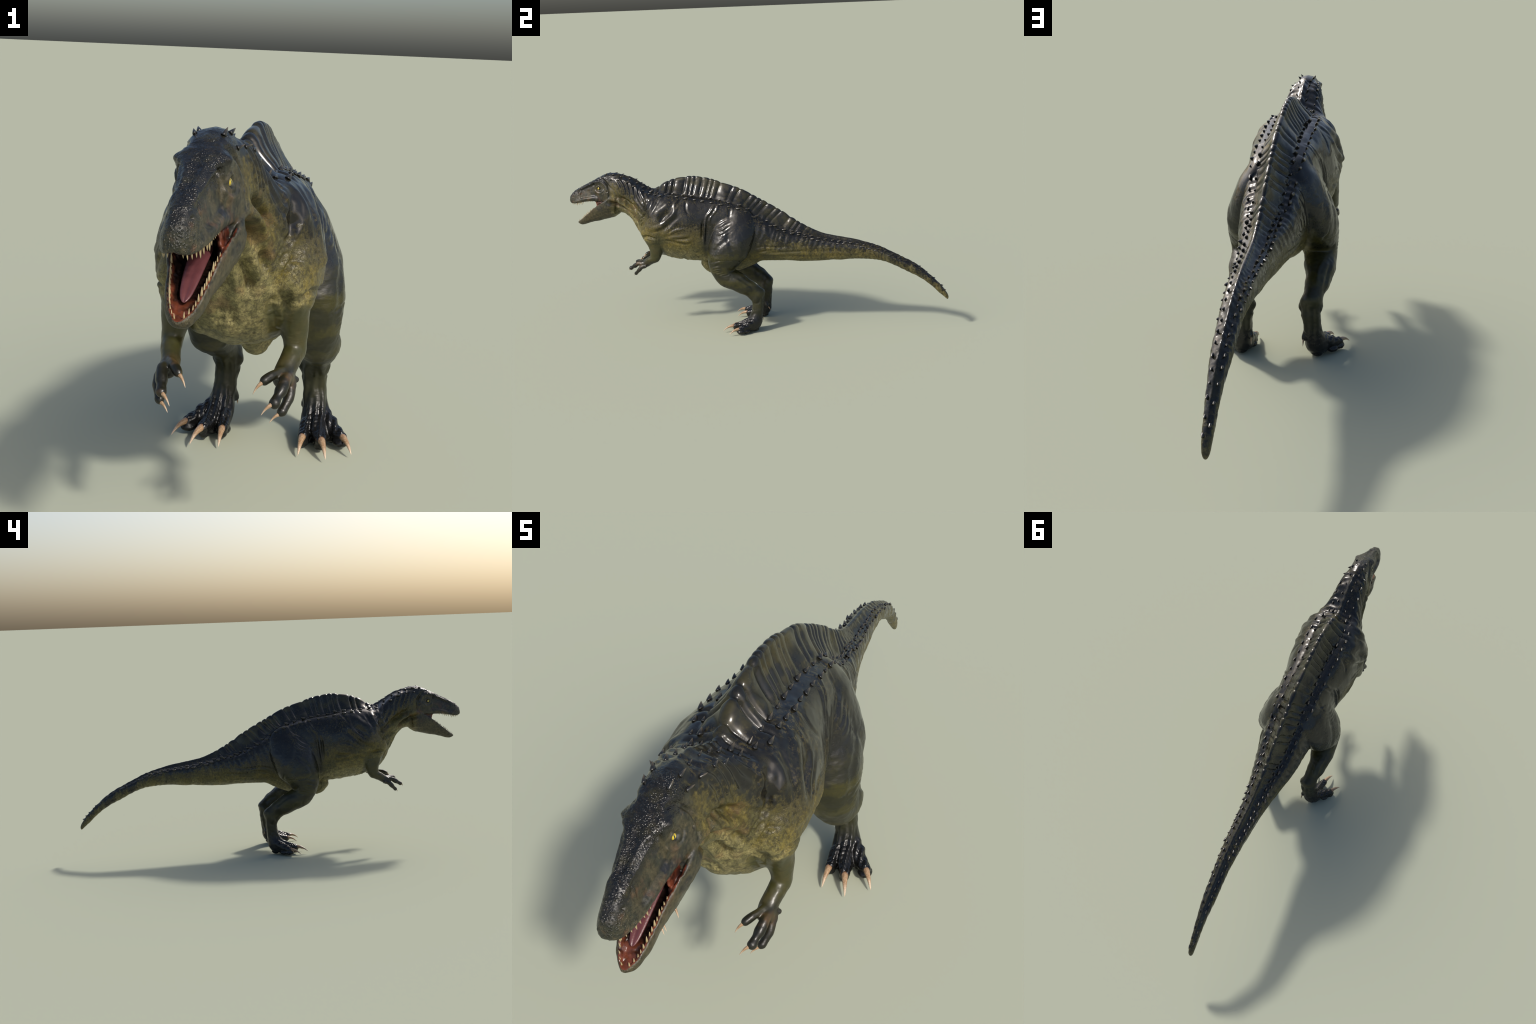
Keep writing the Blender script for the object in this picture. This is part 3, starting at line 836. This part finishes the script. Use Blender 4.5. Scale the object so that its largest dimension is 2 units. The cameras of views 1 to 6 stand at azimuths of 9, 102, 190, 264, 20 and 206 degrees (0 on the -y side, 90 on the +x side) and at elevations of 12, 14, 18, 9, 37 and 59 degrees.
def skin_material():
    g = Nodes("scaly_skin")
    sep = g.n("ShaderNodeSeparateXYZ")
    g.put(sep.inputs[0], g.obj)
    X, Y, Z = g.math("ABSOLUTE", sep.outputs[0]), sep.outputs[1], sep.outputs[2]
    big, mid, fine = g.noise(9, 4), g.noise(38, 4, offset=3), g.noise(130, 3, offset=7)
    drip = g.noise(1, 3, (34, 34, 7), .55)
    # height of the border between dark back and olive flank, and of the pale belly, along the body
    back = g.curve(Y, [(-1, .70), (-.90, .735), (-.80, .775), (-.72, .745), (-.64, .700), (-.56, .625), (-.45, .575), (-.35, .545), (-.25, .545),
                       (-.12, .50), (.02, .475), (.15, .452), (.30, .436), (.45, .424), (.60, .413), (.72, .370), (.82, .318), (.90, .268), (1, .178)], .1, .9)
    belly = g.curve(Y, [(-1, .60), (-.85, .575), (-.74, .61), (-.66, .62), (-.58, .53), (-.45, .44), (-.30, .42), (-.15, .36), (.02, .365),
                        (.15, .378), (.30, .372), (.45, .372), (.60, .370), (.72, .34), (.85, .277), (1, .15)], .1, .9)
    drip_amp = g.ramp(Y, -.10, .08, .05, .13)
    wob = g.math("ADD", g.math("MULTIPLY", g.math("SUBTRACT", drip, .5), drip_amp), g.math("MULTIPLY", g.math("SUBTRACT", mid, .5), .10))
    wob = g.math("ADD", wob, g.math("MULTIPLY", g.math("SUBTRACT", g.noise(95, 4, offset=17), .5), .12))
    wob = g.math("ADD", wob, g.math("MULTIPLY", g.math("SUBTRACT", big, .5), .05))
    h = g.math("ADD", g.math("SUBTRACT", Z, back), wob)
    m_back = g.ramp(h, -.038, .020)
    hb = g.math("ADD", g.math("SUBTRACT", Z, belly), g.math("MULTIPLY", wob, .7))
    m_belly = g.ramp(hb, .030, -.035)
    # colours
    dark = g.mix(big, (.007, .0072, .0078), (.013, .0125, .010))
    dark = g.mix(g.ramp(mid, .52, .72), dark, (.022, .020, .010))
    olive = g.mix(g.ramp(mid, .35, .65), (.095, .079, .016), (.185, .145, .030))
    olive = g.mix(g.ramp(big, .45, .62), olive, (.088, .080, .028))
    pale = g.mix(g.ramp(mid, .35, .7), (.165, .148, .058), (.33, .285, .122))
    col = g.mix(m_belly, olive, pale)
    col = g.mix(g.math("MULTIPLY", g.ramp(h, -.095, -.015, 0, .65), g.math("MULTIPLY", g.ramp(Y, -.60, -.50, .35, 1.0), g.ramp(Y, .10, -.05, .15, 1.0))), col, g.mix(mid, (.036, .031, .012), (.078, .060, .020)))
    col = g.mix(m_back, col, dark)
    grain = g.noise(120, 6, rough=.72, offset=41)
    col = g.mix(g.math("MULTIPLY", g.ramp(grain, .56, .38), g.math("SUBTRACT", 1, g.math("MULTIPLY", m_back, .7))), col, g.mix(1, col, (.48, .47, .43), "MULTIPLY"))
    col = g.mix(g.math("MULTIPLY", g.math("MULTIPLY", g.ramp(grain, .50, .62), g.ramp(g.noise(16, 3, offset=61), .40, .62)), m_back), col, (.060, .048, .018))
    # the sail is dark olive, blackest along the spike rows at its foot
    foot_z = g.curve(Y, [(-1, .9), (-.60, .76), (-.52, .715), (-.43, .708), (-.32, .698), (-.22, .684), (-.10, .661), (0, .612), (.10, .555), (.22, .505), (.38, .467), (.55, .444), (.70, .40), (1, .17)], .1, 1.0)
    over = g.math("ADD", g.math("SUBTRACT", Z, foot_z), g.math("MULTIPLY", g.math("SUBTRACT", big, .5), .05))
    sailc = g.mix(g.ramp(g.noise(22, 4, offset=21), .42, .62), (.011, .011, .009), (.036, .032, .014))
    col = g.mix(g.math("MULTIPLY", g.ramp(over, .0, .03), g.ramp(mid, .2, .5, .6, 1.0)), col, sailc)
    # dark flecks in the border zone
    fleck = g.ramp(g.voronoi(30, stretch=(1, 1, .55)), .26, .16)
    near = g.math("MULTIPLY", g.ramp(h, -.09, -.03), g.ramp(g.noise(14, 2, offset=11), .48, .6))
    col = g.mix(g.math("MULTIPLY", g.math("MULTIPLY", fleck, near), .8), col, (.014, .016, .018))
    # legs: dark olive with faint bars, black below the hock
    leg = g.math("MULTIPLY", g.ramp(X, .075, .11), g.math("MULTIPLY", g.ramp(Y, -.262, -.232), g.math("MULTIPLY", g.ramp(Y, .09, .06), g.ramp(Z, .60, .50))))
    leg = g.math("MAXIMUM", leg, g.math("MULTIPLY", g.ramp(X, .045, .06), g.ramp(Z, .315, .29)))
    bars = g.math("SINE", g.math("ADD", g.math("ADD", g.math("MULTIPLY", Z, 95), g.math("MULTIPLY", big, 9)), g.math("MULTIPLY", mid, 7)))
    legc = g.mix(g.math("MULTIPLY", g.ramp(bars, -.7, 1.1), .55), (.016, .016, .006), (.050, .045, .009))
    legc = g.mix(g.ramp(g.math("ADD", g.math("ADD", Z, g.math("MULTIPLY", mid, .14)), g.math("MULTIPLY", fine, .06)), .60, .48), (.012, .0125, .012), legc)
    legc = g.mix(g.math("MULTIPLY", g.ramp(Z, .25, .13), g.ramp(big, .3, .6, .7, 1.0)), legc, (.018, .018, .006))
    legc = g.mix(g.ramp(Z, .125, .07), legc, (.006, .006, .006))
    col = g.mix(leg, col, legc)
    # arms
    arm = g.math("MULTIPLY", g.ramp(g.math("ADD", Z, g.math("MULTIPLY", g.math("SUBTRACT", mid, .5), .06)), .495, .455), g.math("MULTIPLY", g.ramp(X, .062, .076), g.ramp(Y, -.445, -.462)))
    armc = g.mix(g.ramp(g.math("ADD", Z, g.math("MULTIPLY", big, .05)), .41, .365), (.040, .039, .012), (.012, .012, .010))
    armc = g.mix(g.ramp(mid, .4, .7), armc, g.mix(.5, armc, (.055, .043, .012)))
    armc = g.mix(g.ramp(Y, -.585, -.62), armc, (.010, .010, .006))
    col = g.mix(arm, col, armc)
    # head: dark crown and snout, rusty cheeks
    headm = g.ramp(Y, -.735, -.765)
    hc = g.mix(g.ramp(mid, .38, .62), (.026, .027, .017), (.052, .045, .024))
    hc = g.mix(g.ramp(g.noise(24, 3, offset=5), .55, .66), hc, (.016, .017, .018))
    rust = g.math("MULTIPLY", g.ramp(g.noise(30, 2, offset=9), .52, .66), g.ramp(Z, .74, .70))
    hc = g.mix(g.math("MULTIPLY", rust, .55), hc, (.105, .050, .025))
    crown = g.ramp(g.math("ADD", g.math("SUBTRACT", Z, g.curve(Y, [(-1, .685), (-.96, .700), (-.90, .722), (-.84, .752), (-.80, .770), (-.70, .775)], .6, .9)), g.math("MULTIPLY", g.math("SUBTRACT", mid, .5), .03)), -.010, .014)
    hc = g.mix(crown, hc, dark)
    hc = g.mix(g.math("MULTIPLY", g.ramp(Z, .655, .60), .75), hc, g.mix(mid, (.030, .028, .016), (.085, .070, .030)))
    col = g.mix(headm, col, hc)
    spot = g.math("MULTIPLY", headm, g.math("SUBTRACT", 1, g.math("MULTIPLY", crown, .6)))
    col = g.mix(g.math("MULTIPLY", g.ramp(grain, .54, .36), spot), col, g.mix(1, col, (.42, .42, .42), "MULTIPLY"))
    col = g.mix(g.math("MULTIPLY", g.math("MULTIPLY", g.ramp(grain, .54, .70), spot), .5), col, (.13, .095, .055))
    neckrust = g.math("MULTIPLY", g.ramp(g.noise(20, 3, offset=13), .5, .66), g.math("MULTIPLY", g.math("MULTIPLY", g.ramp(Y, -.54, -.62), g.ramp(Y, -.765, -.735)), g.ramp(m_back, .5, .1)))
    col = g.mix(g.math("MULTIPLY", neckrust, .5), col, (.17, .095, .038))
    # grain: darker in the cracks between scales
    vein = g.math("ABSOLUTE", g.math("SUBTRACT", g.noise(75, 5, rough=.65, offset=51), .5))
    cell2 = g.voronoi(240, "DISTANCE_TO_EDGE", stretch=(1, 1, .8))
    crack = g.math("MINIMUM", g.ramp(vein, .0, .035), g.ramp(cell2, 0, .07, .45, 1.0))
    soft = g.math("MULTIPLY", g.math("MULTIPLY", g.ramp(m_back, .8, .1), g.math("SUBTRACT", 1, g.math("MULTIPLY", headm, .85))), g.math("SUBTRACT", 1, g.math("MAXIMUM", leg, arm)))
    col = g.mix(g.math("MULTIPLY", g.math("MULTIPLY", g.math("SUBTRACT", 1, crack), soft), .45), col, (.020, .017, .008))
    col = g.mix(g.ramp(fine, .35, .7, 0, .25), col, g.mix(1, col, (.5, .5, .5), "MULTIPLY"))
    # gloss: wet dark back, drier belly
    rough = g.math("ADD", g.ramp(m_back, 0, 1, .34, .17), g.math("MULTIPLY", g.math("SUBTRACT", fine, .5), .20))
    rough = g.math("ADD", rough, g.math("MULTIPLY", m_belly, .12))
    rough = g.math("ADD", rough, g.ramp(g.noise(18, 4, offset=71), .42, .68, .0, .16))
    rough = g.math("SUBTRACT", rough, g.math("MAXIMUM", g.ramp(Z, .14, .06, 0, .14), g.math("MULTIPLY", arm, .14)))
    rough = g.math("MAXIMUM", g.math("SUBTRACT", rough, g.math("MULTIPLY", leg, .06)), .10)
    # relief
    snout = g.math("MULTIPLY", headm, g.math("MAXIMUM", crown, g.ramp(Y, -.93, -.97)))
    knob = g.math("MULTIPLY", g.math("MULTIPLY", g.ramp(g.voronoi(280), .62, .0), snout), g.ramp(g.noise(26, 2, offset=31), .30, .52, .25, 1.0))
    n1 = g.bump(g.math("MULTIPLY", crack, g.math("MULTIPLY", soft, .8)), .0010, .7)
    n2 = g.bump(g.noise(40, 2), .0008, .2, n1)
    n2 = g.bump(grain, .0012, g.math("MULTIPLY", g.math("MAXIMUM", soft, g.math("MULTIPLY", headm, .8)), .55), n2)
    wrinkle = g.noise(1, 4, (45, 45, 170), .6, offset=81)
    n2 = g.bump(wrinkle, .0016, g.math("MULTIPLY", g.math("MAXIMUM", leg, arm), .45), n2)
    n3 = g.bump(knob, .0020, .7, n2)
    g.finish("skin", col, rough, n3, Specular_IOR_Level=.45)


skin_material()

g = Nodes("mouth_flesh")
f = g.noise(55, 4)
c = g.mix(g.ramp(f, .35, .65), (.030, .010, .005), (.145, .038, .018))
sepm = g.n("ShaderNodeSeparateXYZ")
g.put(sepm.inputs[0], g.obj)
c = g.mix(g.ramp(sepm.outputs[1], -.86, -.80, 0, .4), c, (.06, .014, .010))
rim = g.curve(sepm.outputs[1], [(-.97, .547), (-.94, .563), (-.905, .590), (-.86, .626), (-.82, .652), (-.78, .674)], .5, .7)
c = g.mix(g.math("MULTIPLY", g.ramp(g.math("SUBTRACT", sepm.outputs[2], rim), -.003, -.015), g.ramp(sepm.outputs[1], -.94, -.90)), c, (.010, .005, .004))  # occlusion shadow beside the tongue painted in: flesh blackened with depth below the rim
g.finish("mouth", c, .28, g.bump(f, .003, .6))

g = Nodes("tongue_flesh")
f = g.noise(80, 3)
g.finish("tongue", g.mix(f, (.075, .022, .025), (.135, .044, .046)), .38, g.bump(g.noise(300, 2), .0008, .5))

g = Nodes("claw_horn")
sp = g.n("ShaderNodeSeparateXYZ")
g.put(sp.inputs[0], g.obj)
streak = g.noise(1, 4, (28, 28, 3))
c = g.mix(g.ramp(streak, .35, .7), (.26, .155, .08), (.43, .30, .185))
c = g.mix(g.ramp(sp.outputs[2], .22, -.02, 0, .75), c, (.22, .10, .05))
c = g.mix(g.ramp(sp.outputs[2], .5, .95, 0, .5), c, (.66, .55, .42))
g.finish("claw", c, .30, g.bump(streak, .01, .2))

g = Nodes("tooth_enamel")
sp = g.n("ShaderNodeSeparateXYZ")
g.put(sp.inputs[0], g.obj)
g.finish("tooth", g.mix(g.ramp(sp.outputs[2], .0, .55), (.15, .09, .035), (.38, .30, .165)), .30)

g = Nodes("spike_horn")
sp = g.n("ShaderNodeSeparateXYZ")
g.put(sp.inputs[0], g.obj)
g.finish("spike", g.mix(g.ramp(sp.outputs[2], .3, 1.0), (.015, .015, .014), (.085, .070, .048)), .26)

g = Nodes("eye_ball")
sp = g.n("ShaderNodeSeparateXYZ")
g.put(sp.inputs[0], g.obj)
ax, ay, az = sp.outputs
slit = g.math("SQRT", g.math("ADD", g.math("POWER", g.math("MULTIPLY", ay, 4.4), 2.0), g.math("POWER", g.math("MULTIPLY", az, 1.0), 2.0)))
ring = g.math("SQRT", g.math("ADD", g.math("POWER", ay, 2.0), g.math("POWER", az, 2.0)))
iris = g.mix(g.ramp(ring, .0022, .0060), (.58, .44, .02), (.32, .23, .01))
c = g.mix(g.ramp(slit, .0058, .0050), iris, (.01, .02, .03))
c = g.mix(g.ramp(ring, .0058, .0068), c, (.02, .012, .008))
g.finish("eye", c, .12, Coat_Weight=1.0)


# ------------------------------------------------------------------ split the skin into parts
root = bpy.data.objects.new("theropod_dinosaur", None)
bpy.context.scene.collection.objects.link(root)
root["label"] = "glossy dark green dinosaur with ribbed back sail and open toothed jaws"
root["category"] = "dinosaur"


def link(ob, parent):
    bpy.context.scene.collection.objects.link(ob)
    ob.parent = parent
    return ob


loops_start = np.concatenate([[0], np.cumsum(lt)[:-1]])
PART = {}
for name in LABELS:
    sel = np.where(lab == idx[name])[0]
    if not len(sel):
        continue
    faces = [vi[loops_start[f]:loops_start[f] + lt[f]] for f in sel]
    used, inv = np.unique(np.concatenate(faces), return_inverse=True)
    me = bpy.data.meshes.new(name.rsplit("_", 1)[0] if name[-2:] in ("_l", "_r") else name)
    k, fl = 0, []
    for f in faces:
        fl.append(inv[k:k + len(f)].tolist())
        k += len(f)
    me.from_pydata(co[used].tolist(), [], fl)
    me.shade_smooth()
    me.normals_split_custom_set_from_vertices(nrm_all[used].tolist())
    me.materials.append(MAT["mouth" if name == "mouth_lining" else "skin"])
    ob = link(bpy.data.objects.new(me.name, me), root)
    PART[name] = ob
bpy.data.meshes.remove(skin)
for child, par in (("lower_jaw", "head"), ("mouth_lining", "head")):
    PART[child].parent = PART[par]


def mesh_object(name, verts, faces, mat, parent, smooth_=True):
    me = bpy.data.meshes.new(name)
    me.from_pydata([tuple(v) for v in verts], [], faces)
    if smooth_:
        me.shade_smooth()
    me.materials.append(mat)
    return link(bpy.data.objects.new(name, me), parent)


def spin_mesh(name, path, radii, n, mat, squash=1.0):
    """A horn along +z of its own frame: path (offset, height) pairs, radii per ring."""
    verts, faces = [], []
    for (o, h), r in zip(path, radii):
        for j in range(n):
            a = 2 * math.pi * j / n
            verts.append((r * math.cos(a) + o, r * squash * math.sin(a), h))
    m = len(path)
    for i in range(m - 1):
        for j in range(n):
            a, b = i * n + j, i * n + (j + 1) % n
            faces.append((a, b, b + n, a + n))
    faces.append(tuple(range(n))[::-1])
    faces.append(tuple((m - 1) * n + j for j in range(n)))
    me = bpy.data.meshes.new(name)
    me.from_pydata(verts, [], faces)
    me.shade_smooth()
    me.materials.append(mat)
    return me


def place(name, me, parent, pos, zaxis, xaxis, scale):
    zaxis = Vector(zaxis).normalized()
    yaxis = zaxis.cross(Vector(xaxis)).normalized()
    xaxis = yaxis.cross(zaxis)
    m = Matrix((xaxis, yaxis, zaxis)).transposed().to_4x4()
    sc = scale if hasattr(scale, "__len__") else (scale,) * 3
    ob = link(bpy.data.objects.new(name, me), parent)
    ob.matrix_world = Matrix.Translation(pos) @ m @ Matrix.Diagonal((*sc, 1))
    return ob


# claws: curved horns, unit length, bending toward +x of their frame
cl = np.linspace(0, 1, 12)
claw_me = spin_mesh("claw", [(.46 * t**2.2, t * (1 - .06 * t)) for t in cl], [.155 * (1 - t) ** .62 * (1 - .12 * t) + .004 for t in cl], 14, MAT["claw"], 1.0)


def claw(base, tip, parent, side, thick=1.0, curve=1.0):
    b, t = Vector(base), Vector(tip)
    b.x *= side
    t.x *= side
    along = t - b
    down = Vector((0, 0, -1))
    # frame z starts raised, the horn then bends down to the tip
    x_ax = (down - along.normalized() * down.dot(along.normalized())).normalized()
    ang = math.atan2(.46 * curve, .94)
    z_ax = (along.normalized() * math.cos(ang) - x_ax * math.sin(ang))
    ln = along.length / math.hypot(.46 * curve, .94)
    return place("claw", claw_me, parent, b, z_ax, x_ax, (ln * curve if curve != 1 else ln, ln * thick, ln))


for side, tag in ((1, "_l"), (-1, "_r")):
    f, h = PART["foot" + tag], PART["hand" + tag]
    claw((.099, -.076, .029), (.096, -.132, .003), f, side)
    claw((.146, -.093, .032), (.163, -.149, .008), f, side)
    claw((.193, -.055, .030), (.220, -.104, .008), f, side)
    claw((.086, .040, .066), (.085, .052, .046), f, side)
    claw((.080, -.622, .352), (.062, -.636, .330), h, side, .9)
    claw((.104, -.651, .323), (.083, -.667, .304), h, side, .9)
    claw((.113, -.622, .294), (.094, -.636, .279), h, side, .9)

# teeth: rows along the lips
tooth_me = spin_mesh("tooth", [(.12 * t**2, t) for t in np.linspace(0, 1, 6)], [.19 * (1 - t) ** .7 + .01 for t in np.linspace(0, 1, 6)], 8, MAT["tooth"], .8)
for side in (1, -1):
    for k in range(14):
        yy = -.990 + .0098 * k + rnd.uniform(-.0012, .0012)
        wl, zl_ = float(pchip(SKULL[:, 0], SKULL[:, 2], yy)), float(pchip(SKULL[:, 0], SKULL[:, 1], yy))
        ln = (.0152 if 2 < k < 9 else .0125 - .0003 * k) * rnd.uniform(.75, 1.15)
        place("tooth", tooth_me, PART["head"], (side * (wl - .0042), yy + (.005 if k == 0 else 0), zl_ + .0035), (side * .08, rnd.uniform(-.02, .14), -1), (0, 1, 0), ln)
    for k in range(14):
        yy = -.957 + .0076 * k + rnd.uniform(-.001, .001)
        wl, zr_ = float(pchip(JAW[:, 0], JAW[:, 2], yy)), float(pchip(JAW[:, 0], JAW[:, 1], yy))
        ln = (.0158 if 3 < k < 11 else .013) * rnd.uniform(.75, 1.15)
        place("tooth", tooth_me, PART["lower_jaw"], (side * max(.003, wl - .0058), yy + .003, zr_ - .003), (side * .06, rnd.uniform(-.35, -.15), 1), (0, 1, 0), ln)

# tongue
tg_path = [(-.790, .632, .017, .007), (-.815, .625, .0175, .0075), (-.845, .614, .0165, .0075), (-.875, .600, .015, .007),
           (-.900, .587, .0125, .006), (-.916, .577, .0095, .005), (-.924, .572, .0055, .0035), (-.927, .570, .002, .0015)]
tv, tf, n = [], [], 20
for (yy, zz, hw, ht) in tg_path:
    for j in range(n):
        a = 2 * math.pi * j / n
        up_ = math.sin(a)
        tv.append((hw * math.cos(a), yy, zz + ht * (up_ if up_ < 0 else .75 * up_) - .0030 * (1 if up_ > 0 else 0) * (1 - abs(math.cos(a))) ** 2))
for i in range(len(tg_path) - 1):
    for j in range(n):
        a, b = i * n + j, i * n + (j + 1) % n
        tf.append((a, b, b + n, a + n))
tf += [tuple(range(n))[::-1], tuple((len(tg_path) - 1) * n + j for j in range(n))]
tongue = mesh_object("tongue", tv, tf, MAT["tongue"], PART["head"])
m_ = tongue.modifiers.new("round", "SUBSURF")
m_.levels = m_.render_levels = 2

# eyes with lids
for side in (1, -1):
    ev, ef = [], []
    R, nu, nw = .0084, 32, 20
    for i in range(nw + 1):
        a = math.pi * i / nw
        for j in range(nu):
            b = 2 * math.pi * j / nu
            ev.append((R * math.cos(a), R * math.sin(a) * math.cos(b), R * math.sin(a) * math.sin(b)))
    for i in range(nw):
        for j in range(nu):
            a, b = i * nu + j, i * nu + (j + 1) % nu
            ef.append((a, b, b + nu, a + nu))
    eye = mesh_object("eye", ev, ef, MAT["eye"], PART["head"])
    eye.location = (side * .0364, -.8175, .736)
    eye.rotation_euler = (0, math.radians(-side * 6), math.radians(-24 if side > 0 else 180 + 24))

# ------------------------------------------------------------------ rows of spikes
st = np.linspace(0, 1, 7)
spike_me = spin_mesh("spike", [(-.12 + .62 * t**1.5, t) for t in st], [.70 * (1 - t) ** .9 + .02 for t in st], 10, MAT["spike"], .66)
INNER = np.array([(-.785, .022, .803), (-.745, .025, .806), (-.72, .023, .806), (-.686, .022, .797), (-.643, .021, .781), (-.602, .022, .757), (-.562, .024, .733), (-.527, .030, .713),
                  (-.49, .052, .706), (-.47, .058, .705), (-.416, .059, .708), (-.371, .058, .704), (-.30, .052, .695), (-.211, .052, .683),
                  (-.141, .058, .673), (-.095, .058, .661), (-.044, .058, .641), (-.011, .056, .617), (.03, .053, .591), (.1, .048, .559),
                  (.152, .043, .523), (.224, .036, .506), (.30, .032, .484), (.39, .027, .464), (.45, .026, .455), (.55, .022, .444),
                  (.65, .018, .418), (.72, .016, .388), (.78, .015, .360), (.85, .012, .320), (.93, .009, .256), (.985, .006, .196)])
OUTER = np.array([(-.775, .044, .785), (-.745, .046, .785), (-.704, .046, .780), (-.674, .044, .770), (-.635, .045, .750), (-.599, .044, .728), (-.559, .046, .706), (-.517, .056, .694),
                  (-.49, .075, .690), (-.437, .080, .690), (-.395, .083, .696), (-.342, .083, .684), (-.26, .078, .669), (-.207, .074, .660),
                  (-.122, .084, .653), (-.067, .081, .636), (-.017, .079, .618), (.015, .077, .597), (.059, .069, .563), (.119, .065, .539),
                  (.179, .055, .517), (.237, .048, .497), (.30, .044, .474), (.39, .037, .452), (.45, .033, .446), (.55, .029, .432), (.65, .024, .405), (.70, .022, .385)])


def spike_row(row, y0, y1, step, phase):
    for side in (1, -1):
        yy = y0 + phase * step
        while yy < y1:
            st_ = step * (1 + .14 * float(sstep(-.56, -.45, yy)) - .30 * float(sstep(.02, .20, yy))) * rnd.uniform(.84, 1.16)
            p = Vector((side * (float(pchip(row[:, 0], row[:, 1], yy)) + rnd.uniform(-.0025, .0025)), yy, float(pchip(row[:, 0], row[:, 2], yy))))
            loc, nor, *_ = body_tree.find_nearest(p)
            parent = PART["neck"] if yy < -.55 else PART["torso"] if yy < .03 else PART["tail"]
            if yy < -.72:
                parent = PART["head"]
            size = (.0120 + .0016 * float(sstep(-.60, -.45, yy)) - .0040 * float(sstep(.10, .85, yy))) * rnd.uniform(.72, 1.2)
            zax = Vector(nor) * .9 + Vector((0, .40, .12))
            slim = .80 + .20 * float(sstep(-.66, -.50, yy))
            place("spike", spike_me, parent, loc - Vector(nor) * .0012, zax, Vector((0, 1, 0)), (size * slim, size * slim, size * (1.12 - .12 * (slim - .80) / .20)))
            yy += st_


spike_row(INNER, -.778, .985, .0395, 0)
spike_row(OUTER, -.762, .700, .0385, .35)
